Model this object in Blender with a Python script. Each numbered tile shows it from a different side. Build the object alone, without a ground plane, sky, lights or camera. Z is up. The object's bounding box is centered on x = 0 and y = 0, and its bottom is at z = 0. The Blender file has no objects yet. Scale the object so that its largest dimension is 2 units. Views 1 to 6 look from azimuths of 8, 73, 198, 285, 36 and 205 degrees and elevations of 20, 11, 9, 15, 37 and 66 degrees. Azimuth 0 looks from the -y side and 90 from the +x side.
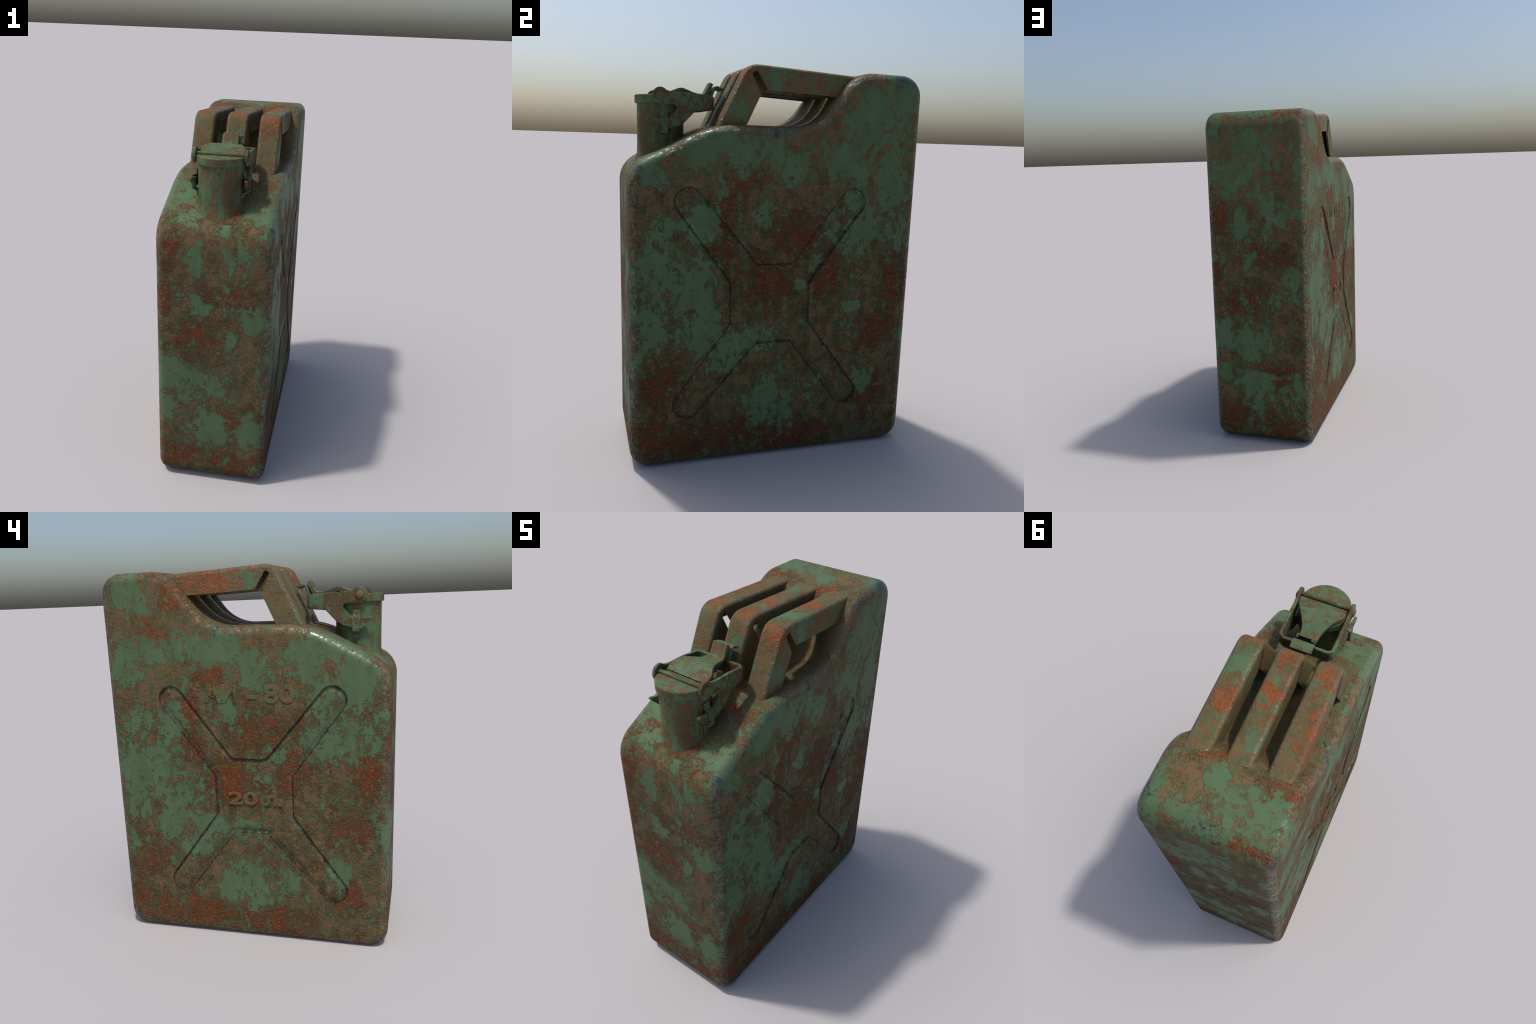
import bpy, bmesh, math
import numpy as np
from mathutils import Vector, Matrix
from mathutils.geometry import delaunay_2d_cdt

# ------------------------------------------------------------------ helpers
def fillet_outline(corners, step=0.03, arc_seg=10):
    """Closed outline (counter-clockwise) from corners (a, b, radius).
    Returns points and outward normals."""
    n = len(corners)
    P = [np.array(c[:2], float) for c in corners]
    arcs = []
    for i in range(n):
        p, a, b, r = P[i], P[i - 1], P[(i + 1) % n], corners[i][2]
        d0 = (p - a) / np.linalg.norm(p - a)
        d1 = (b - p) / np.linalg.norm(b - p)
        turn = math.atan2(d0[0] * d1[1] - d0[1] * d1[0], d0 @ d1)
        n0 = np.array([d0[1], -d0[0]])
        if r <= 0 or abs(turn) < 1e-4:
            n1 = np.array([d1[1], -d1[0]])
            m = (n0 + n1)
            m /= max(m @ n0, 1e-6)
            arcs.append(([p], [m]))
            continue
        t = r * math.tan(abs(turn) / 2)
        start = p - d0 * t
        s = 1 if turn > 0 else -1
        cen = start - n0 * r * s
        k = max(3, int(arc_seg * abs(turn) / (math.pi / 2)) + 2)
        pts, nor = [], []
        a0 = math.atan2(n0[1], n0[0])
        for j in range(k + 1):
            ang = a0 + turn * j / k
            nn = np.array([math.cos(ang), math.sin(ang)])
            pts.append(cen + nn * r * s)
            nor.append(nn)
        arcs.append((pts, nor))
    pts, nor = [], []
    for i in range(n):
        pts += arcs[i][0]
        nor += arcs[i][1]
        q0, q1 = arcs[i][0][-1], arcs[(i + 1) % n][0][0]
        m0, m1 = arcs[i][1][-1], arcs[(i + 1) % n][1][0]
        k = int(np.linalg.norm(q1 - q0) / step)
        for j in range(1, k):
            f = j / k
            pts.append(q0 + (q1 - q0) * f)
            d = (q1 - q0) / np.linalg.norm(q1 - q0)
            nor.append(np.array([d[1], -d[0]]))
    return np.array(pts), np.array(nor)


def signed_distance(Q, loop):
    """Distance of points Q to a closed loop, negative inside."""
    A = loop
    B = np.roll(loop, -1, axis=0)
    best = np.full(len(Q), 1e9)
    inside = np.zeros(len(Q), bool)
    for a, b in zip(A, B):
        ab = b - a
        t = np.clip(((Q - a) @ ab) / max(ab @ ab, 1e-12), 0, 1)
        d = np.linalg.norm(Q - a - t[:, None] * ab, axis=1)
        best = np.minimum(best, d)
        c = (a[1] > Q[:, 1]) != (b[1] > Q[:, 1])
        with np.errstate(divide='ignore', invalid='ignore'):
            xx = (b[0] - a[0]) * (Q[:, 1] - a[1]) / (b[1] - a[1]) + a[0]
        inside ^= c & (Q[:, 0] < xx)
    return np.where(inside, -best, best)


def smoothstep(e0, e1, x):
    t = np.clip((x - e0) / (e1 - e0), 0, 1)
    return t * t * (3 - 2 * t)


def add_object(name, mesh, material, parent=None, sharp=40):
    mesh.materials.clear()
    mesh.materials.append(material)
    for p in mesh.polygons:
        p.use_smooth = True
    if sharp:
        mesh.set_sharp_from_angle(angle=math.radians(sharp))
    ob = bpy.data.objects.new(name, mesh)
    bpy.context.scene.collection.objects.link(ob)
    if parent:
        ob.parent = parent
    return ob


def bm_to_mesh(bm, name):
    bmesh.ops.recalc_face_normals(bm, faces=bm.faces[:])
    me = bpy.data.meshes.new(name)
    bm.to_mesh(me)
    bm.free()
    return me


def prism(points, x0, x1, bevel=0.0, seg=2, name="plate"):
    """Extrude a (y, z) outline from x0 to x1, all edges lightly bevelled."""
    bm = bmesh.new()
    lo = [bm.verts.new((x0, y, z)) for y, z in points]
    hi = [bm.verts.new((x1, y, z)) for y, z in points]
    bm.faces.new(lo)
    bm.faces.new(hi[::-1])
    n = len(points)
    for i in range(n):
        j = (i + 1) % n
        bm.faces.new((lo[j], lo[i], hi[i], hi[j]))
    bmesh.ops.recalc_face_normals(bm, faces=bm.faces[:])
    if bevel:
        rim = [e for e in bm.edges if abs(e.verts[0].co.x - e.verts[1].co.x) < 1e-7]
        bmesh.ops.bevel(bm, geom=rim, offset=bevel, segments=seg, profile=0.5, affect='EDGES')
    return bm_to_mesh(bm, name)


def lathe(profile, seg, centre, name):
    """Revolve (radius, z) about a vertical axis through centre."""
    bm = bmesh.new()
    rings = []
    for r, z in profile:
        if r < 1e-6:
            rings.append([bm.verts.new((centre[0], centre[1], z))])
        else:
            rings.append([bm.verts.new((centre[0] + r * math.cos(2 * math.pi * (k + 0.5) / seg),
                                        centre[1] + r * math.sin(2 * math.pi * (k + 0.5) / seg), z))
                          for k in range(seg)])
    for a, b in zip(rings, rings[1:]):
        for k in range(seg):
            l = (k + 1) % seg
            if len(a) == 1:
                bm.faces.new((a[0], b[k], b[l]))
            elif len(b) == 1:
                bm.faces.new((a[k], a[l], b[0]))
            else:
                bm.faces.new((a[k], a[l], b[l], b[k]))
    return bm_to_mesh(bm, name)


def sheet(stations, thick, name, bevel=0.002):
    """Bent sheet-metal strip: stations (y, z, x_left, x_right) along its length,
    thickness added on the side the local normal points away from."""
    bm = bmesh.new()
    n = len(stations)
    C = np.array([[s[0], s[1]] for s in stations], float)
    top, bot = [], []
    for i, (y, z, xl, xr) in enumerate(stations):
        t = C[min(i + 1, n - 1)] - C[max(i - 1, 0)]
        t /= np.linalg.norm(t)
        nn = np.array([-t[1], t[0]])
        if 0 < i < n - 1:
            d0 = (C[i] - C[i - 1]) / np.linalg.norm(C[i] - C[i - 1])
            nn = nn / max(nn @ np.array([-d0[1], d0[0]]), 0.5)
        a = C[i] + nn * thick / 2
        b = C[i] - nn * thick / 2
        top.append((bm.verts.new((xl, a[0], a[1])), bm.verts.new((xr, a[0], a[1]))))
        bot.append((bm.verts.new((xl, b[0], b[1])), bm.verts.new((xr, b[0], b[1]))))
    for i in range(n - 1):
        bm.faces.new((top[i][0], top[i][1], top[i + 1][1], top[i + 1][0]))
        bm.faces.new((bot[i][1], bot[i][0], bot[i + 1][0], bot[i + 1][1]))
        bm.faces.new((top[i][1], bot[i][1], bot[i + 1][1], top[i + 1][1]))
        bm.faces.new((bot[i][0], top[i][0], top[i + 1][0], bot[i + 1][0]))
    bm.faces.new((top[0][1], top[0][0], bot[0][0], bot[0][1]))
    bm.faces.new((top[-1][0], top[-1][1], bot[-1][1], bot[-1][0]))
    bmesh.ops.recalc_face_normals(bm, faces=bm.faces[:])
    if bevel:
        es = [e for e in bm.edges if e.calc_face_angle(0) > 0.9]
        bmesh.ops.bevel(bm, geom=es, offset=bevel, segments=1, affect='EDGES')
    return bm_to_mesh(bm, name)


def rod(a, b, r, seg, name):
    a, b = Vector(a), Vector(b)
    q = (b - a).to_track_quat('Z', 'Y').to_matrix().to_4x4()
    bm = bmesh.new()
    bmesh.ops.create_cone(bm, cap_ends=True, segments=seg, radius1=r, radius2=r, depth=(b - a).length,
                          matrix=Matrix.Translation((a + b) / 2) @ q)
    return bm_to_mesh(bm, name)


# ---------------------------------------------------------------- materials
class Nodes:
    """Small helper to write node trees as expressions."""
    def __init__(self, name):
        self.mat = bpy.data.materials.new(name)
        self.mat.use_nodes = True
        self.t = self.mat.node_tree
        self.t.nodes.clear()

    def put(self, sock, v):
        if isinstance(v, bpy.types.NodeSocket):
            self.t.links.new(v, sock)
        elif v is not None:
            sock.default_value = v

    def new(self, kind):
        return self.t.nodes.new(kind)

    def m(self, op, a, b=None, c=None, clamp=False):
        n = self.new('ShaderNodeMath')
        n.operation = op
        n.use_clamp = clamp
        for i, v in enumerate((a, b, c)):
            self.put(n.inputs[i], v)
        return n.outputs[0]

    def v(self, op, a, b=None, c=None):
        n = self.new('ShaderNodeVectorMath')
        n.operation = op
        for i, v in enumerate((a, b, c)):
            if v is not None:
                self.put(n.inputs[i], v)
        return n.outputs['Value'] if op in ('LENGTH', 'DOT_PRODUCT') else n.outputs[0]

    def noise(self, vec, scale, detail=5, rough=0.6, distort=0.0, color=False):
        n = self.new('ShaderNodeTexNoise')
        self.put(n.inputs['Vector'], vec)
        n.inputs['Scale'].default_value = scale
        n.inputs['Detail'].default_value = detail
        n.inputs['Roughness'].default_value = rough
        n.inputs['Distortion'].default_value = distort
        return n.outputs['Color' if color else 'Fac']

    def ramp(self, x, lo, hi, a=0.0, b=1.0):
        n = self.new('ShaderNodeMapRange')
        n.interpolation_type = 'SMOOTHSTEP'
        self.put(n.inputs[0], x)
        for i, v in enumerate((lo, hi, a, b)):
            self.put(n.inputs[i + 1], v)
        return n.outputs[0]

    def mix(self, f, a, b):
        n = self.new('ShaderNodeMix')
        n.data_type = 'RGBA'
        self.put(n.inputs['Factor'], f)
        for s, v in ((n.inputs[6], a), (n.inputs[7], b)):
            self.put(s, (*v, 1.0) if isinstance(v, tuple) else v)
        return n.outputs[2]

    def patches(self, vec, items):
        """Nearest scaled distance to a set of soft ellipsoids (centre, radii)."""
        best = None
        for c, r in items:
            inv = tuple(1.0 / q for q in r)
            off = tuple(-a * b for a, b in zip(c, inv))
            d = self.v('LENGTH', self.v('MULTIPLY_ADD', vec, inv, off))
            best = d if best is None else self.m('MINIMUM', best, d)
        return best


GREEN = (0.077, 0.126, 0.063)
GREEN_DARK = (0.060, 0.096, 0.045)
OLIVE = (0.090, 0.080, 0.037)
BROWN = (0.134, 0.096, 0.049)
RUST = (0.250, 0.072, 0.026)
RUST_DARK = (0.140, 0.040, 0.019)
NAVY = (0.026, 0.031, 0.050)
STEEL = (0.175, 0.140, 0.140)


def worn_paint(name, green_side=(), rust_side=(), green_end=(), rust_end=(), green_free=(), rust_free=(),
               navy_free=(), navy_side=(), green_bias=0.0, rust_bias=0.0, streak=0.8, relief=1.0, wear=1.0,
               fine=1.0, shift=(0, 0, 0), rim=None, painted_shade=0.0, pitch=0.0, contrast=1.0, tarnish=0.0):
    """Green paint flaking to stained brown primer, orange rust and bare dark steel.
    Patches: side lists (s, z, rs, rz) repeat on both broad sides turned half round;
    end lists likewise on front and rear; free lists (x, y, z, rx, ry, rz)."""
    N = Nodes(name)
    P0 = N.new('ShaderNodeNewGeometry').outputs['Position']      # the can stands at the origin
    P = N.v('ADD', P0, shift)
    sep = N.new('ShaderNodeSeparateXYZ')
    N.put(sep.inputs[0], P0)
    # coordinates that turn half round about the vertical axis
    sx = N.m('SIGN', sep.outputs[0])
    sy = N.m('SIGN', sep.outputs[1])
    warp = N.v('MULTIPLY', N.v('SUBTRACT', N.noise(P, 8, 6, 0.65, color=True), (0.5, 0.5, 0.5)), (0.24, 0.24, 0.24))

    def comb(x, y, z):
        n = N.new('ShaderNodeCombineXYZ')
        for i, q in enumerate((x, y, z)):
            N.put(n.inputs[i], q)
        return N.v('ADD', n.outputs[0], warp)
    side = comb(N.m('ABSOLUTE', sep.outputs[0]), N.m('MULTIPLY', sep.outputs[1], sx), sep.outputs[2])
    end = comb(N.m('MULTIPLY', N.m('MULTIPLY', sep.outputs[0], sy), -1.0), N.m('ABSOLUTE', sep.outputs[1]), sep.outputs[2])
    free = N.v('ADD', P0, warp)

    def field(sd, en, fr, soft):
        ds = []
        if sd:
            ds.append(N.patches(side, [((0.30, s, z), (0.10, a, b)) for s, z, a, b in sd]))
        if en:
            ds.append(N.patches(end, [((s, 0.745, z), (a, 0.10, b)) for s, z, a, b in en]))
        if fr:
            ds.append(N.patches(free, [(q[:3], q[3:]) for q in fr]))
        if not ds:
            return None
        d = ds[0]
        for q in ds[1:]:
            d = N.m('MINIMUM', d, q)
        return N.ramp(d, 1.0 + soft, 1.0 - soft)

    stretch = N.v('MULTIPLY', P, (1.0, 1.0, streak))
    n_big = N.noise(stretch, 6.5, 6, 0.62)
    n_mid = N.noise(stretch, 26, 6, 0.68)
    n_fine = N.noise(P, 95, 4, 0.7)
    rag = N.m('ADD', N.m('MULTIPLY', N.m('SUBTRACT', n_mid, 0.5), 2.7 * fine),
              N.m('MULTIPLY', N.m('SUBTRACT', n_fine, 0.5), 1.6 * fine))

    # ---- paint that is still there
    g = field(green_side, green_end, green_free, 0.5)
    big = N.m('MULTIPLY', N.m('SUBTRACT', n_big, 0.5), 2.4)
    f = N.m('ADD', N.m('ADD', big, rag), green_bias)
    if g is not None:
        f = N.m('ADD', f, N.m('MULTIPLY', N.m('SUBTRACT', g, 0.42), 0.80))
    if contrast != 1.0:
        f = N.m('MULTIPLY', f, contrast)
    green = N.ramp(f, -0.22, 0.28)

    # ---- orange rust inside the bare areas
    r = field(rust_side, rust_end, rust_free, 0.7)
    n_r = N.noise(N.v('ADD', stretch, (3.1, 1.7, 0.4)), 17, 7, 0.7)
    fr = N.m('ADD', N.m('ADD', N.m('MULTIPLY', N.m('SUBTRACT', n_r, 0.5), 2.2),
                        N.m('MULTIPLY', N.m('SUBTRACT', n_fine, 0.5), 0.9)), rust_bias - 0.31)
    if r is not None:
        fr = N.m('ADD', fr, N.m('MULTIPLY', r, 0.53))
    rust = N.ramp(fr, -0.16, 0.34)

    # ---- colours
    n_tone = N.noise(P, 13, 5, 0.65)
    n_grain = N.noise(P, 210, 3, 0.7)
    gcol = N.mix(N.ramp(N.noise(N.v('MULTIPLY', P, (1, 1, 0.35)), 14, 5, 0.6), 0.40, 0.72, 0.0, 0.7), GREEN, GREEN_DARK)
    gcol = N.mix(N.ramp(n_tone, 0.52, 0.72, 0.0, 0.35), gcol, OLIVE)
    bcol = N.mix(N.ramp(n_tone, 0.36, 0.62), OLIVE, BROWN)
    bcol = N.mix(N.ramp(n_mid, 0.42, 0.58, 0.0, 0.5), bcol, GREEN_DARK)
    rcol = N.mix(N.ramp(N.noise(P, 19, 5, 0.7), 0.34, 0.56), RUST_DARK, RUST)
    fleck = N.ramp(N.m('ADD', N.noise(N.v('ADD', stretch, (5.0, 3.0, 8.0)), 62, 4, 0.7), N.m('MULTIPLY', rust, 0.06)), 0.535, 0.63)
    rust = N.m('MAXIMUM', N.m('MULTIPLY', rust, 0.84), N.m('MULTIPLY', fleck, 0.72))
    bare = N.mix(rust, bcol, N.mix(fleck, rcol, RUST))
    bare = N.mix(N.ramp(n_grain, 0.30, 0.75, 0.0, 0.32), bare, N.mix(0.5, bare, RUST_DARK))
    if tarnish:
        bare = N.mix(tarnish, bare, (0.040, 0.026, 0.018))
    col = N.mix(green, bare, gcol)

    # ---- worn edges: dark steel and lighter rubbed rims
    geo = N.new('ShaderNodeNewGeometry')
    if rim:                      # rounded rim between the broad sides and the narrow walls
        ax = N.m('ABSOLUTE', sep.outputs[0])
        edge = N.m('MULTIPLY', N.ramp(ax, rim[0], rim[1]), N.ramp(ax, rim[3], rim[2]))
    elif pitch:                  # rounded long edges of bars set side by side
        off = N.m('PINGPONG', N.m('ABSOLUTE', sep.outputs[0]), pitch / 2)
        edge = N.m('MULTIPLY', N.ramp(off, 0.038, 0.047), N.ramp(off, 0.0583, 0.054))
    else:                        # sheet-metal edges, found by rounding the normal
        bev = N.new('ShaderNodeBevel')
        bev.samples = 4
        bev.inputs['Radius'].default_value = 0.007
        edge = N.ramp(N.v('DOT_PRODUCT', bev.outputs[0], geo.outputs['Normal']), 0.985, 0.86)
    n_w = N.noise(N.v('ADD', P, (7.0, 2.0, 5.0)), 12, 6, 0.72)
    n_chip = N.noise(N.v('ADD', P, (1.0, 9.0, 2.0)), 60, 4, 0.75)
    chip = N.m('ADD', N.m('MULTIPLY', N.m('SUBTRACT', n_w, 0.5), 2.0), N.m('MULTIPLY', N.m('SUBTRACT', n_chip, 0.5), 3.2))
    f_navy = N.m('ADD', chip, N.m('MULTIPLY', edge, 0.30 * wear))
    nv = field(navy_side, (), navy_free, 0.6)
    if nv is not None:
        f_navy = N.m('ADD', f_navy, N.m('MULTIPLY', nv, 0.58))
    navy = N.ramp(f_navy, 0.72, 0.84)
    rub = N.m('MULTIPLY', N.ramp(N.m('ADD', N.m('MULTIPLY', N.m('SUBTRACT', n_w, 0.5), -2.0),
                                     N.m('MULTIPLY', N.m('SUBTRACT', n_chip, 0.5), 1.2)), 0.0, 0.5), edge)
    if not rim and not pitch:
        rub = N.m('MULTIPLY', N.ramp(n_chip, 0.42, 0.56), edge)
    col = N.mix(N.m('MULTIPLY', rub, 0.36 * wear), col, STEEL)
    col = N.mix(N.m('MULTIPLY', navy, 0.9), col, NAVY)

    if painted_shade:                    # colour darkened to draw the occlusion shadow along the pressed line
        col = N.mix(N.ramp(n_mid, 0.30, 0.62, painted_shade, painted_shade * 0.55), col, (0.016, 0.014, 0.012))

    # ---- relief of flaking rust and of the paint film
    n_lump = N.noise(N.v('MULTIPLY', P, (1, 1, 1.3)), 40, 4, 0.58, 1.8)
    n_pit = N.noise(P, 120, 3, 0.6)
    lumps = N.m('ADD', N.ramp(n_lump, 0.36, 0.66), N.m('MULTIPLY', n_pit, 0.22))
    amt = N.m('ADD', 0.14, N.m('MULTIPLY', N.ramp(fr, -0.40, 0.25), 0.95))
    h = N.m('MULTIPLY', N.m('MULTIPLY', lumps, amt), N.m('SUBTRACT', 1.0, N.m('MULTIPLY', green, 0.93)))
    h = N.m('ADD', h, N.m('MULTIPLY', green, N.m('ADD', 0.30, N.m('MULTIPLY', n_fine, 0.10))))
    h = N.m('MULTIPLY', h, N.ramp(sep.outputs[2], 1.10, 1.70, 1.0, 0.40))     # upper half stayed smoother
    bump = N.new('ShaderNodeBump')
    bump.inputs['Strength'].default_value = 1.0 * relief
    bump.inputs['Distance'].default_value = 0.0165
    N.put(bump.inputs['Height'], h)

    bsdf = N.new('ShaderNodeBsdfPrincipled')
    N.put(bsdf.inputs['Base Color'], col)
    rough = N.m('ADD', N.m('MULTIPLY', green, -0.22), N.m('ADD', 0.70, N.m('MULTIPLY', N.m('SUBTRACT', n_mid, 0.5), 0.35)))
    rough = N.m('SUBTRACT', rough, N.m('MULTIPLY', edge, N.ramp(n_chip, 0.40, 0.62, 0.05, 0.34)), clamp=True)
    N.put(bsdf.inputs['Roughness'], rough)
    N.put(bsdf.inputs['Specular IOR Level'], N.m('ADD', 0.10, N.m('MULTIPLY', edge, N.ramp(n_chip, 0.44, 0.62, 0.05, 0.6))))
    N.put(bsdf.inputs['Normal'], bump.outputs[0])
    out = N.new('ShaderNodeOutputMaterial')
    N.put(out.inputs[0], bsdf.outputs[0])
    return N.mat


GREEN_SIDE = [(-0.53, 0.95, 0.21, 0.19), (-0.63, 0.78, 0.09, 0.18), (-0.38, 0.73, 0.1, 0.12), (-0.39, 1.23, 0.09, 0.09),
              (-0.57, 1.22, 0.09, 0.08), (-0.15, 1.58, 0.18, 0.09), (0.05, 1.5, 0.1, 0.1), (0.46, 1.71, 0.13, 0.21),
              (0.6, 1.83, 0.11, 0.14), (0.59, 1.45, 0.1, 0.18), (0.33, 1.54, 0.11, 0.11), (0.46, 1.17, 0.15, 0.14),
              (0.67, 1.17, 0.06, 0.12), (-0.08, 1.31, 0.035, 0.10), (-0.63, 1.48, 0.11, 0.06), (-0.44, 1.59, 0.09, 0.07),
              (-0.31, 1.64, 0.1, 0.06), (-0.32, 1.41, 0.03, 0.06), (-0.03, 0.31, 0.15, 0.14), (0.21, 0.34, 0.06, 0.08),
              (0.49, 0.41, 0.06, 0.09), (-0.16, 0.65, 0.23, 0.07), (-0.29, 0.53, 0.07, 0.07), (0.2, 1.04, 0.032, 0.04),
              (0.11, 0.93, 0.03, 0.035), (0.4, 0.79, 0.035, 0.03), (-0.69, 0.55, 0.04, 0.08), (0.41, 1.36, 0.06, 0.1),
              (-0.43, 0.66, 0.1, 0.08), (-0.59, 1.88, 0.09, 0.1), (-0.64, 1.54, 0.08, 0.08), (-0.41, 1.6, 0.12, 0.05)]
RUST_SIDE = [(-0.08, 0.93, 0.14, 0.12), (0.64, 0.94, 0.07, 0.14), (-0.6, 0.44, 0.11, 0.12), (-0.35, 0.13, 0.32, 0.09),
             (-0.65, 0.18, 0.08, 0.1), (-0.29, 1.09, 0.06, 0.06), (-0.18, 1.47, 0.07, 0.06), (0.1, 1.18, 0.14, 0.1),
             (0.5, 1.61, 0.05, 0.06), (0.26, 0.95, 0.08, 0.1), (-0.29, 1.28, 0.06, 0.13), (0.55, 0.67, 0.1, 0.09),
             (0.09, 0.1, 0.23, 0.08), (0.54, 0.3, 0.08, 0.1), (-0.49, 1.72, 0.09, 0.06), (-0.35, 1.88, 0.07, 0.08)]
GREEN_END = [(-0.09, 1.33, 0.05, 0.09), (0.07, 1.4, 0.04, 0.15), (-0.06, 1.09, 0.04, 0.05), (0.21, 1.02, 0.06, 0.09),
             (0.1, 0.91, 0.04, 0.07), (-0.23, 0.68, 0.07, 0.12), (-0.08, 0.61, 0.14, 0.1), (-0.03, 0.35, 0.13, 0.13),
             (0.21, 0.36, 0.07, 0.13), (-0.24, 0.44, 0.04, 0.06), (0.18, 1.39, 0.07, 0.07), (0.0, 1.78, 0.14, 0.14),
             (-0.11, 1.62, 0.16, 0.11), (0.26, 1.65, 0.04, 0.11)]
RUST_END = [(-0.08, 0.89, 0.12, 0.09), (0.09, 1.16, 0.13, 0.06), (-0.22, 1.39, 0.05, 0.1), (-0.16, 0.15, 0.11, 0.08),
            (0.15, 0.11, 0.17, 0.07), (0.1, 0.41, 0.09, 0.08), (-0.26, 1.1, 0.04, 0.09)]
TOP_GREEN = [(0.05, 0.49, 1.99, 0.06, 0.09, 0.07), (-0.05, 0.58, 1.99, 0.13, 0.08, 0.07), (-0.22, 0.58, 1.99, 0.11, 0.09, 0.07),
             (0.05, 0.67, 1.99, 0.15, 0.05, 0.07), (0.26, 0.62, 1.98, 0.05, 0.16, 0.07), (0.23, -0.60, 1.57, 0.09, 0.10, 0.06),
             (-0.20, -0.50, 1.62, 0.08, 0.14, 0.06), (-0.12, -0.64, 1.55, 0.09, 0.05, 0.05), (0.05, -0.72, 1.5, 0.05, 0.06, 0.07),
             (0.27, -0.45, 1.65, 0.05, 0.10, 0.05)]
TOP_RUST = [(-0.23, 0.43, 1.98, 0.10, 0.08, 0.07), (0.10, 0.38, 1.97, 0.10, 0.05, 0.07), (0.0, -0.64, 1.55, 0.17, 0.08, 0.05),
            (-0.13, -0.60, 1.58, 0.06, 0.09, 0.06), (0.12, -0.40, 1.67, 0.20, 0.06, 0.05), (-0.2, 0.72, 1.97, 0.12, 0.04, 0.05)]
NAVY_FREE = [(0.29, 0.66, 1.955, 0.07, 0.10, 0.06), (-0.02, 0.70, 1.985, 0.09, 0.05, 0.05), (-0.29, 0.71, 1.93, 0.04, 0.05, 0.07),
             (0.29, -0.06, 1.685, 0.04, 0.09, 0.03), (-0.29, 0.09, 1.68, 0.04, 0.08, 0.03), (0.28, -0.70, 1.49, 0.05, 0.06, 0.06),
             (0.30, 0.38, 1.92, 0.04, 0.07, 0.05)]

paint_body = worn_paint("flaking_green_paint", GREEN_SIDE, RUST_SIDE, GREEN_END, RUST_END, TOP_GREEN, TOP_RUST, NAVY_FREE,
                        rim=(0.262, 0.284, 0.300, 0.3043), wear=0.7)
paint_groove = worn_paint("shade_painted_pressed_line", GREEN_SIDE, RUST_SIDE, (), (), (), (), NAVY_FREE,
                          rim=(0.262, 0.284, 0.300, 0.3043), painted_shade=0.85)
paint_handle = worn_paint("rusty_handle_paint", green_free=[
    (0.185, 0.0, 2.0, 0.045, 0.10, 0.04), (0.0, 0.27, 1.985, 0.045, 0.07, 0.04), (0.02, -0.25, 1.83, 0.035, 0.07, 0.09),
    (0.01, 0.0, 2.0, 0.018, 0.025, 0.03), (0.0, 0.09, 1.99, 0.018, 0.025, 0.03), (-0.24, -0.03, 1.93, 0.03, 0.035, 0.05),
    (0.24, -0.02, 1.92, 0.03, 0.06, 0.05), (0.24, -0.22, 1.78, 0.03, 0.05, 0.09)],
    rust_free=[(0.0, 0.10, 2.0, 0.06, 0.10, 0.05), (-0.19, -0.06, 2.0, 0.07, 0.10, 0.05), (0.19, -0.18, 1.95, 0.06, 0.05, 0.07),
               (-0.24, 0.16, 1.93, 0.05, 0.14, 0.08), (0.0, -0.12, 1.99, 0.06, 0.05, 0.05), (0.18, 0.16, 1.99, 0.06, 0.06, 0.05)],
    green_bias=-0.05, rust_bias=0.05, streak=1.0, wear=0.8, relief=0.6, shift=(2.3, 0.4, 1.1), pitch=0.1825)
paint_neck = worn_paint("streaked_neck_paint", tarnish=0.3, green_bias=0.03, rust_bias=0.05, streak=0.30, relief=0.3, wear=0.4, contrast=2.2,
                        shift=(0.2, 4.4, 0.3))
paint_lid = worn_paint("lid_paint", tarnish=0.25, contrast=2.6, green_bias=0.08, rust_bias=0.04, streak=0.8, relief=0.3, wear=2.0, shift=(9.2, 2.2, 1.3))
paint_latch = worn_paint("worn_latch_paint", tarnish=0.42, contrast=2.6, green_bias=-0.02, rust_bias=0.08, streak=0.8, relief=0.4, wear=2.0,
                         shift=(5.2, 1.2, 3.3))

# ------------------------------------------------------------------- object
can = bpy.data.objects.new("jerry_can", None)
bpy.context.scene.collection.objects.link(can)
can["label"] = "old green steel jerry can with flaking paint and rust"
can["category"] = "fuel can"

# ---- body: side outline, rounded all round its rim, X pressed into both broad sides
W = 0.3045         # half thickness
RIM = 0.050        # rim rounding
outline, normals = fillet_outline([
    (-0.745, 0.0, 0.095), (0.745, 0.0, 0.100), (0.745, 1.987, 0.108), (0.377, 1.991, 0.200),
    (0.182, 1.712, 0.240), (-0.330, 1.712, 0.50), (-0.745, 1.502, 0.150)], step=0.04, arc_seg=12)

ARM_R = 0.070
tips = [(-0.463, 1.347), (-0.467, 0.320), (0.385, 0.320), (0.385, 1.347)]           # arm end centres
waist = [[(-0.258, 0.945), (-0.258, 0.730)], [(-0.112, 0.621), (0.068, 0.621)],
         [(0.168, 0.730), (0.168, 0.935)], [(0.066, 1.037), (-0.112, 1.037)]]       # inner corners


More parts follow.
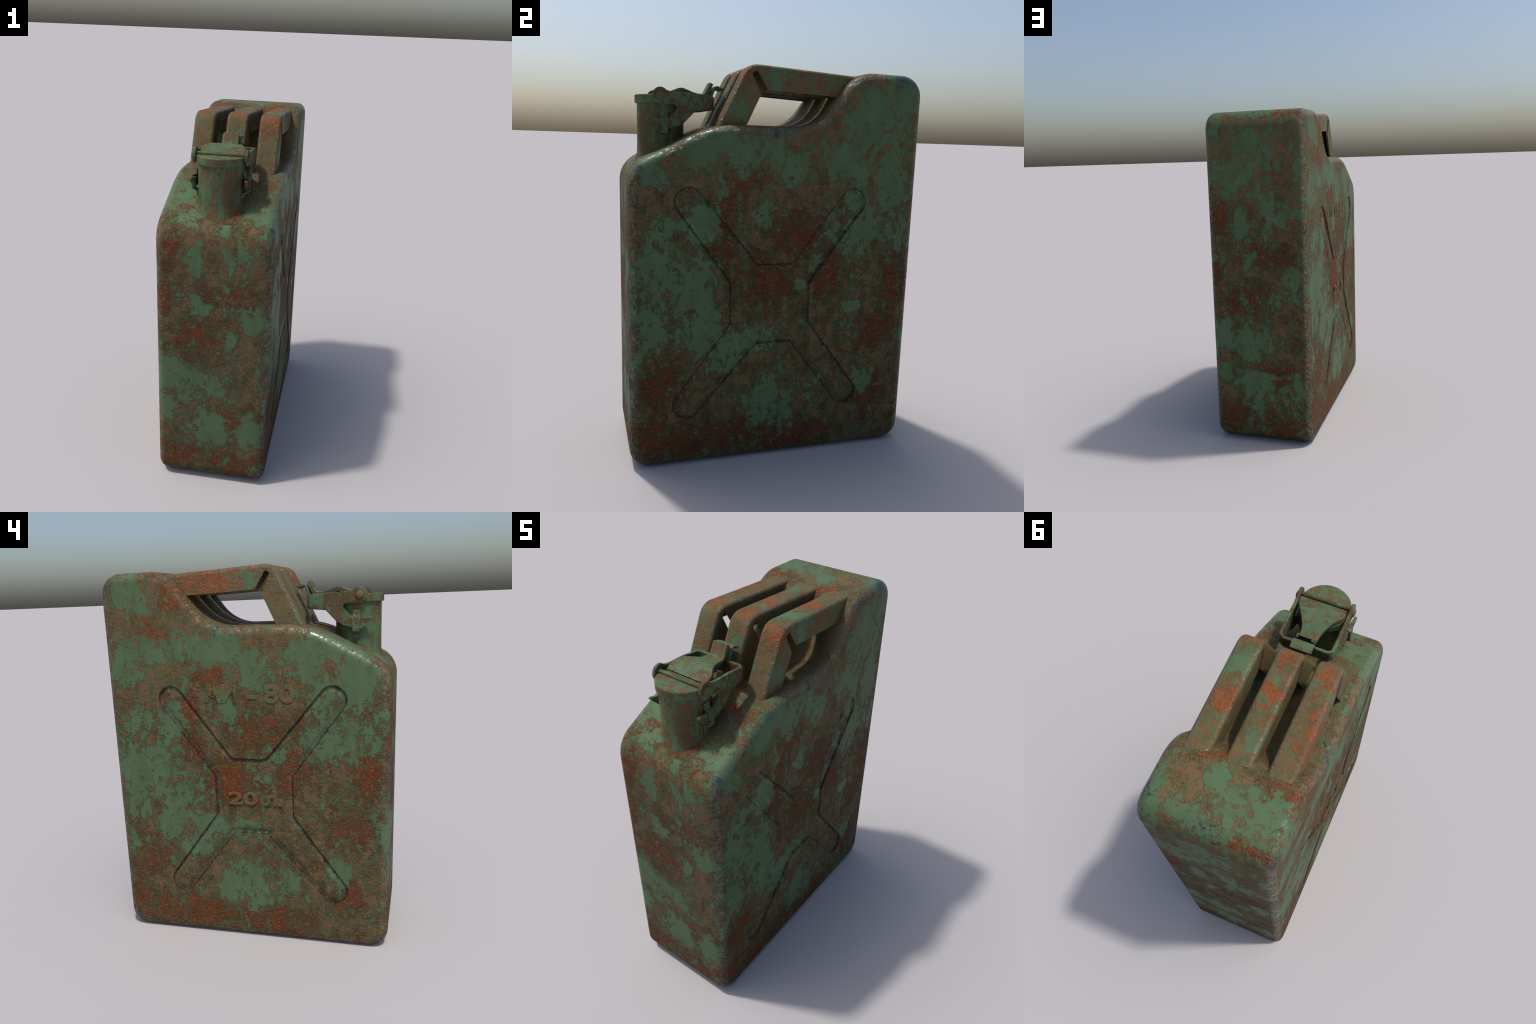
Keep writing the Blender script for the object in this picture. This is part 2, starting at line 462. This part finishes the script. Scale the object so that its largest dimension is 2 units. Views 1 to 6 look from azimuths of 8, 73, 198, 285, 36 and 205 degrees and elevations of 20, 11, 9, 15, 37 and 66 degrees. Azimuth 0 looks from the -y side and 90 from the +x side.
def pressed_cross():
    """Corner list of the X: each arm ends in a half circle around its tip."""
    pts = []
    for k, c in enumerate(tips):
        before = np.array(waist[k - 1][1])
        after = np.array(waist[k][0])
        d = np.array(c) - (before + after) / 2
        d /= np.linalg.norm(d)
        n = np.array([-d[1], d[0]])
        far = np.array(c) + d * ARM_R
        pts.append((*(far - n * ARM_R * (1 if (before - after) @ n < 0 else -1)), ARM_R * 0.97))
        pts.append((*(far + n * ARM_R * (1 if (before - after) @ n < 0 else -1)), ARM_R * 0.97))
        pts += [(*q, 0.030) for q in waist[k]]
    return pts


cross_pts, cross_nor = fillet_outline(pressed_cross(), step=0.02, arc_seg=12)
area = np.sum(cross_pts[:, 0] * np.roll(cross_pts[:, 1], -1) - np.roll(cross_pts[:, 0], -1) * cross_pts[:, 1])
if area < 0:
    cross_nor = -cross_nor if False else cross_nor
DEPTH = 0.0035
FLANK = 0.0115

bm = bmesh.new()
rings = []
spec = []
for k in range(9):
    a = math.pi / 2 * k / 8
    spec.append((W - RIM + RIM * math.sin(a), RIM * (1 - math.cos(a))))
levels = [(-x, d) for x, d in spec[::-1]] + [(-(W - RIM) + 2 * (W - RIM) * k / 14, 0.0) for k in range(1, 14)] + spec
for x, inset in levels:
    q = outline - normals * inset
    rings.append([bm.verts.new((x, p[0], p[1])) for p in q])
n = len(outline)
for a, b in zip(rings, rings[1:]):
    for i in range(n):
        j = (i + 1) % n
        bm.faces.new((a[i], a[j], b[j], b[i]))

# broad faces: triangulated grid that follows the pressed lines
inner = outline - normals * RIM
s_out = 1 if area > 0 else -1
loops = [cross_pts + cross_nor * s_out * o for o in (0.003, 0.0, -FLANK * 0.5, -FLANK, -FLANK - 0.006, -FLANK - 0.013, -FLANK - 0.021)]
GRID = 0.016
ys = np.arange(-0.69, 0.69, GRID)
zs = np.arange(0.05, 1.94, GRID * 0.9)
G = np.array([(y + (GRID / 2 if i % 2 else 0), z) for i, z in enumerate(zs) for y in ys])
G = G[signed_distance(G, inner) < -0.010]
dc = signed_distance(G, cross_pts)
G = G[(dc > 0.010) | (dc < -FLANK - 0.027)]
verts, edges = [], []
for lp in loops:
    o = len(verts)
    verts += [Vector(p) for p in lp]
    edges += [(o + i, o + (i + 1) % len(lp)) for i in range(len(lp))]
o = len(verts)
verts += [Vector(p) for p in inner]
ring_face = list(range(o, o + n))
verts += [Vector(p) for p in G]
cv, ce, cf = delaunay_2d_cdt(verts, edges, [ring_face], 1, 1e-6)[:3]
Q = np.array([tuple(p) for p in cv])
sd = signed_distance(Q, cross_pts)
sink = DEPTH * smoothstep(0.0, FLANK, -sd) + 0.0090 * smoothstep(0.0, FLANK, -sd) * (1 - smoothstep(FLANK, FLANK + 0.022, -sd))
belly = 0.004 * smoothstep(0.0, 0.16, -signed_distance(Q, inner))      # faces swell slightly
for sgn in (1, -1):
    vs = [bm.verts.new((sgn * (W + b - d), p[0], p[1])) for p, d, b in zip(Q, sink, belly)]
    for f in cf:
        try:
            bm.faces.new([vs[i] for i in f])
        except ValueError:
            pass
bmesh.ops.remove_doubles(bm, verts=bm.verts[:], dist=2e-4)
loose = [v for v in bm.verts if not v.link_faces]
bmesh.ops.delete(bm, geom=loose, context='VERTS')
body = add_object("body", bm_to_mesh(bm, "body"), paint_body, can, sharp=0)
body.data.materials.append(paint_groove)
centres = np.array([p.center[:] for p in body.data.polygons])
on_side = np.abs(centres[:, 0]) > 0.285
mid = np.full(len(centres), 1.0)
mid[on_side] = signed_distance(centres[on_side][:, 1:], cross_pts)
for p, d in zip(body.data.polygons, mid):
    if -FLANK - 0.001 < d < -0.0005:
        p.material_index = 1

# ---- three carrying bars, each with a mitre notch at the bend
bar_corners = [(-0.338, 1.655, 0), (-0.200, 1.655, 0), (-0.104, 1.861, 0.004), (-0.1545, 1.956, 0.010), (-0.1255, 1.972, 0.012),
               (-0.069, 1.883, 0.004), (0.42, 1.860, 0), (0.42, 1.9715, 0), (-0.168, 2.0035, 0.080)]
bar_pts, _ = fillet_outline(bar_corners, step=0.06, arc_seg=9)
outer_a = np.array((-0.338, 1.655))


def bar_mesh(width, soft):
    bm = bmesh.new()
    lo = [bm.verts.new((-width / 2, *p)) for p in bar_pts]
    hi = [bm.verts.new((width / 2, *p)) for p in bar_pts]
    bm.faces.new(lo)
    bm.faces.new(hi[::-1])
    k = len(bar_pts)
    for i in range(k):
        j = (i + 1) % k
        bm.faces.new((lo[j], lo[i], hi[i], hi[j]))
    bmesh.ops.recalc_face_normals(bm, faces=bm.faces[:])

    def on_outside(v):
        y, z = v.co.y, v.co.z
        top = abs(z - (2.0035 - (y + 0.168) * 0.0544)) < 0.006 and y > -0.13
        leg = abs((y + 0.338) - (z - 1.655) * 0.170 / 0.3485) < 0.004
        bend = -0.2 < y < -0.10 and z > 1.975 or (-0.2 < y < -0.162 and z > 1.93)
        return top or leg or bend
    rim = [e for e in bm.edges if abs(e.verts[0].co.x - e.verts[1].co.x) < 1e-7 and all(on_outside(v) for v in e.verts)]
    bmesh.ops.bevel(bm, geom=rim, offset=soft, segments=5, profile=0.5, affect='EDGES', clamp_overlap=False)
    solid = bm_to_mesh(bm, "handle_bar")
    # hollow it out: folded sheet channel, open on the hand side
    t = 0.011
    hollow = [(-0.338 + t * 1.12, 1.600), (-0.12, 1.600), (0.0, 1.75), (0.46, 1.80), (0.46, 1.9715 - t - 0.002),
              (-0.140, 2.0020 - t), (-0.163, 1.990 - t), (-0.188 + t * 0.9, 1.962)]
    hollow[0] = (-0.338 + t * 1.12 - 0.055 * 0.488, 1.600)
    cut = bpy.data.objects.new("hollow", prism(hollow, -width / 2 + t, width / 2 - t))
    ob = bpy.data.objects.new("channel", solid)
    for o in (cut, ob):
        bpy.context.scene.collection.objects.link(o)
    md = ob.modifiers.new("open", 'BOOLEAN')
    md.operation, md.object, md.solver = 'DIFFERENCE', cut, 'EXACT'
    me = bpy.data.meshes.new_from_object(ob.evaluated_get(bpy.context.evaluated_depsgraph_get()))
    for o in (cut, ob):
        bpy.data.objects.remove(o)
    me.name = "handle_bar"
    return me


bar = bar_mesh(0.117, 0.021)
for x in (-0.1805, 0.001, 0.1845):
    if x == -0.1805:
        ob = add_object("handle_bar", bar, paint_handle, can, sharp=38)
        first = ob
    else:
        ob = first.copy()
        bpy.context.scene.collection.objects.link(ob)
    ob.location = (x, 0, 0)

# ---- filler neck and lid
NECK = (0.0, -0.557)
neck = add_object("filler_neck", lathe([(0.145, 1.40), (0.124, 1.545), (0.1165, 1.565), (0.1155, 1.61), (0.1155, 1.806), (0.0, 1.806)],
                                       40, NECK, "filler_neck"), paint_neck, can, sharp=50)
lid = add_object("lid", lathe([(0.0, 1.8035), (0.124, 1.8035), (0.1265, 1.806), (0.1265, 1.840), (0.1235, 1.8435), (0.0, 1.8435)],
                              36, NECK, "lid"), paint_lid, can, sharp=35)

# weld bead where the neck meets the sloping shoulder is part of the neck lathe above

# ---- lever yoke: one strap folded round the back, with ears, hooks and a rear wall
T = 0.015
ear_c, ear_r = (-0.574, 1.838), 0.038
arm = [(-0.302, 1.780), (-0.302, 1.845), (-0.330, 1.847), (-0.419, 1.855), (-0.505, 1.856), (-0.525, 1.859)]
a0, a1 = math.radians(42), math.radians(292)
arm += [(ear_c[0] + ear_r * math.cos(a0 + (a1 - a0) * i / 16), ear_c[1] + 1.06 * ear_r * math.sin(a0 + (a1 - a0) * i / 16)) for i in range(17)]
arm += [(-0.545, 1.799), (-0.503, 1.799), (-0.4905, 1.784), (-0.516, 1.755), (-0.536, 1.7345), (-0.578, 1.727), (-0.636, 1.736), (-0.640, 1.727),
        (-0.586, 1.674), (-0.540, 1.681), (-0.495, 1.694), (-0.461, 1.712), (-0.406, 1.7695), (-0.330, 1.777)]


def yoke_mesh():
    """Flat pattern of the strap meshed on a grid, then wrapped round two rear corners."""
    half, rc = 0.139 - T / 2, 0.022
    y_back = -0.309 - T / 2
    flat = half - rc
    quarter = math.pi / 2 * rc

    def s_of(y):                       # along the strap from the rear centre
        return flat + quarter + (y_back - rc - y)
    right = [(s_of(y), z) for y, z in arm[2:] if y < y_back - rc + 1e-6 or True]
    pat = [(0.0, 1.780), ] + []
    lower = [(s_of(y), z) for y, z in arm[::-1]][:-2]
    upper = lower[::-1]
    # closed outline for the +x half then mirrored to -x
    half_loop = [(s, z) for s, z in [(s_of(y), z) for y, z in arm[2:]]]
    loop = [(0.0, 1.845)] + [(flat, 1.845)] + half_loop + [(flat, 1.780), (0.0, 1.780)]
    full = loop + [(-s, z) for s, z in loop[::-1] if s > 0]
    vs = [Vector(p) for p in full]
    k = len(vs)
    L = np.array([tuple(p) for p in full])
    extra = []
    for s in [flat + quarter * i / 6 for i in range(7)]:
        for z in np.linspace(1.779, 1.8445, 5):
            extra += [(s, z), (-s, z)]
    for s in np.arange(-0.40, 0.40, 0.02):
        for z in np.arange(1.68, 1.87, 0.015):
            if abs(abs(s) - flat - quarter / 2) > quarter / 2 + 0.008:
                extra.append((s, z))
    extra = np.array(extra)
    extra = extra[signed_distance(extra, L) < -0.003]
    vs += [Vector(p) for p in extra]
    v2, _, f2 = delaunay_2d_cdt(vs, [], [list(range(k))], 1, 1e-6)[:3]
    bm = bmesh.new()
    pts = []
    for p in v2:
        s, z = abs(p[0]), p[1]
        sg = 1 if p[0] >= 0 else -1
        if s <= flat:
            q, nn = (s, y_back), (0, 1)
        elif s <= flat + quarter:
            a = (s - flat) / rc
            q, nn = (flat + rc * math.sin(a), y_back - rc + rc * math.cos(a)), (math.sin(a), math.cos(a))
        else:
            q, nn = (half, y_back - rc - (s - flat - quarter)), (1, 0)
        x = q[0]
        if q[1] < -0.575 and z < 1.76:          # hook tips flare outward
            x += (-0.575 - q[1]) * 0.16
        pts.append(((sg * x, q[1], z), (sg * nn[0], nn[1])))
    outv = [bm.verts.new((c[0] + m[0] * T / 2, c[1] + m[1] * T / 2, c[2])) for c, m in pts]
    inv = [bm.verts.new((c[0] - m[0] * T / 2, c[1] - m[1] * T / 2, c[2])) for c, m in pts]
    count = {}
    for f in f2:
        bm.faces.new([outv[i] for i in f])
        bm.faces.new([inv[i] for i in f][::-1])
        for i in range(3):
            e = (f[i], f[(i + 1) % 3])
            count[e] = True
    for a, b in list(count):
        if (b, a) not in count:
            bm.faces.new((outv[b], outv[a], inv[a], inv[b]))
    bmesh.ops.recalc_face_normals(bm, faces=bm.faces[:])
    rim = [e for e in bm.edges if e.calc_face_angle(0) > 1.2 and
           (e.verts[0].co - e.verts[1].co).length > 1e-5]
    bmesh.ops.bevel(bm, geom=rim, offset=0.0022, segments=2, profile=0.5, affect='EDGES')
    return bm_to_mesh(bm, "lever_yoke")


yoke = add_object("lever_yoke", yoke_mesh(), paint_latch, can, sharp=45)

# ---- lid tongue: tapering sheet with turned-down edges and an upright thumb tab
tongue_st = [(-0.548, 1.850, 0.112), (-0.530, 1.860, 0.115), (-0.508, 1.869, 0.113), (-0.480, 1.880, 0.096), (-0.461, 1.883, 0.086),
             (-0.430, 1.875, 0.069), (-0.405, 1.867, 0.056), (-0.380, 1.862, 0.047), (-0.350, 1.8605, 0.044), (-0.340, 1.866, 0.043),
             (-0.3135, 1.918, 0.041)]


def tongue_mesh():
    bm = bmesh.new()
    t = 0.009
    rows = []
    k = len(tongue_st)
    C = np.array([s[:2] for s in tongue_st])
    for i, (y, z, hw) in enumerate(tongue_st):
        d = C[min(i + 1, k - 1)] - C[max(i - 1, 0)]
        d /= np.linalg.norm(d)
        nn = np.array([-d[1], d[0]])
        drop = (0.022 if i < k - 3 else 0.018)
        up, dn = C[i], C[i] - nn * t
        fl = C[i] - nn * drop
        prof = [(-hw, fl), (-hw, C[i] - nn * 0.003), (-hw + 0.003, up), (0.0, up + nn * 0.001), (hw - 0.003, up), (hw, C[i] - nn * 0.003), (hw, fl),
                (hw - t, fl), (hw - t, dn), (0.0, dn), (-hw + t, dn), (-hw + t, fl)]
        rows.append([bm.verts.new((-0.003 + x, q[0], q[1])) for x, q in prof])
    for a, b in zip(rows, rows[1:]):
        for i in range(12):
            j = (i + 1) % 12
            bm.faces.new((a[i], a[j], b[j], b[i]))
    bm.faces.new(rows[0])
    bm.faces.new(rows[-1][::-1])
    return bm_to_mesh(bm, "lid_tongue")


tongue = add_object("lid_tongue", tongue_mesh(), paint_lid, can, sharp=40)

# ---- catch lip standing on the rear wall of the yoke, folded back at its top
lip = add_object("catch_lip", sheet([(-0.3135, 1.835, -0.056, 0.050), (-0.306, 1.858, -0.056, 0.050), (-0.290, 1.895, -0.056, 0.050),
                                     (-0.280, 1.897, -0.056, 0.050), (-0.248, 1.8845, -0.056, 0.050)], 0.011, "catch_lip"), paint_lid, can)

# ---- hinge rod, pivot rivets
hinge = add_object("hinge_rod", rod((-0.130, -0.580, 1.8485), (0.130, -0.580, 1.8485), 0.0105, 20, "hinge_rod"), paint_latch, can)


def rivet_mesh():
    bm = bmesh.new()
    prof = [(0.0195, -0.003), (0.0195, 0.004), (0.017, 0.008), (0.011, 0.0105), (0.0, 0.0115)]
    rings = []
    for r, h in prof:
        rings.append([bm.verts.new((h, r * math.cos(2 * math.pi * k / 18), r * math.sin(2 * math.pi * k / 18))) for k in range(18)]
                     if r else [bm.verts.new((h, 0, 0))])
    for a, b in zip(rings, rings[1:]):
        for k in range(18):
            l = (k + 1) % 18
            bm.faces.new((a[k], a[l], b[l], b[k]) if len(b) > 1 else (a[k], a[l], b[0]))
    return bm_to_mesh(bm, "pivot_rivet")


steel = worn_paint("bare_worn_steel", green_bias=-0.45, rust_bias=-0.15, streak=1, relief=0.3, wear=1.6, shift=(1, 2, 3))
rv = rivet_mesh()
r1 = add_object("pivot_rivet", rv, steel, yoke)
r1.location = (0.140, -0.574, 1.838)
r2 = r1.copy()
bpy.context.scene.collection.objects.link(r2)
r2.location = (-0.140, -0.574, 1.838)
r2.rotation_euler = (0, 0, math.pi)


# ---- keeper clips on the neck, bridging over the lever hooks
def clip_mesh():
    prof = [(0.1175, 1.628), (0.1175, 1.652), (0.1440, 1.664), (0.1440, 1.733), (0.1235, 1.741), (0.1195, 1.768)]
    bm = bmesh.new()
    t = 0.008
    C = np.array(prof)
    k = len(C)
    L = []
    for i in range(k):
        d = C[min(i + 1, k - 1)] - C[max(i - 1, 0)]
        d /= np.linalg.norm(d)
        nn = np.array([d[1], -d[0]])
        if 0 < i < k - 1:
            d0 = (C[i] - C[i - 1]) / np.linalg.norm(C[i] - C[i - 1])
            nn = nn / max(nn @ np.array([d0[1], -d0[0]]), 0.55)
        L.append((C[i] + nn * t / 2, C[i] - nn * t / 2))
    y0, y1 = -0.5755, -0.5395
    rows = [[bm.verts.new((o[0], y0, o[1])), bm.verts.new((o[0], y1, o[1])), bm.verts.new((i_[0], y1, i_[1])), bm.verts.new((i_[0], y0, i_[1]))]
            for o, i_ in L]
    for a, b in zip(rows, rows[1:]):
        for i in range(4):
            j = (i + 1) % 4
            bm.faces.new((a[i], a[j], b[j], b[i]))
    bm.faces.new(rows[0])
    bm.faces.new(rows[-1][::-1])
    bmesh.ops.recalc_face_normals(bm, faces=bm.faces[:])
    es = [e for e in bm.edges if e.calc_face_angle(0) > 1.0]
    bmesh.ops.bevel(bm, geom=es, offset=0.002, segments=2, affect='EDGES')
    return bm_to_mesh(bm, "keeper_clip")


c1 = add_object("keeper_clip", clip_mesh(), paint_latch, neck)
c2 = c1.copy()
bpy.context.scene.collection.objects.link(c2)
c2.location = (0, 2 * -0.5575, 0)
c2.rotation_euler = (0, 0, math.pi)


# ---- raised lettering on the left broad side
def lettering(groups, base_z, cap, thick, proud):
    """groups: (text, y_left, y_right); letters run toward -y on the -x side."""
    bm = bmesh.new()
    for text, ya, yb in groups:
        cu = bpy.data.curves.new("lettering", 'FONT')
        cu.body = text
        cu.offset = thick
        cu.extrude = proud * 0.1
        cu.bevel_depth = 0.0036
        cu.bevel_resolution = 2
        cu.size = cap / 0.70
        tmp = bpy.data.objects.new("lettering_source", cu)
        bpy.context.scene.collection.objects.link(tmp)
        dg = bpy.context.evaluated_depsgraph_get()
        me = bpy.data.meshes.new_from_object(tmp.evaluated_get(dg))
        co = np.array([v.co[:] for v in me.vertices])
        lo, hi = co.min(0), co.max(0)
        for v in me.vertices:
            x = (v.co.x - lo[0]) / (hi[0] - lo[0])
            zz = base_z + (v.co.y - (0 if text != "-" else 0)) * (cap / (0.70 * cu.size))
            v.co = (-(W + 0.0046 + v.co.z), ya + (yb - ya) * x, zz)
        bm.from_mesh(me)
        bpy.data.meshes.remove(me)
        bpy.data.objects.remove(tmp)
        bpy.data.curves.remove(cu)
    me = bpy.data.meshes.new("lettering")
    bmesh.ops.recalc_face_normals(bm, faces=bm.faces[:])
    bm.to_mesh(me)
    bm.free()
    return me


paint_letter = worn_paint("letter_paint", GREEN_SIDE, RUST_SIDE, (), (), (), (), (), rust_bias=0.06, relief=0.55, wear=0.0,
                          rim=(0.262, 0.284, 0.300, 0.3043))
add_object("lettering", lettering([("АИ", 0.200, 0.030), ("-", -0.022, -0.072), ("80", -0.112, -0.276)], 1.333, 0.084, 0.0014, 0.0012),
           paint_letter, body, sharp=60)
t2 = add_object("lettering", lettering([("20", 0.099, -0.066), ("л.", -0.101, -0.195)], 0.786, 0.066, 0.0006, 0.0012),
                paint_letter, body, sharp=60)
t2.location = (DEPTH - 0.004, 0, 0)

# the whole closure sits a hair off the centre line
for ob, dx in ((neck, 0.0035), (lid, 0.0035), (yoke, 0.0015), (hinge, 0.002)):
    ob.location.x -= dx
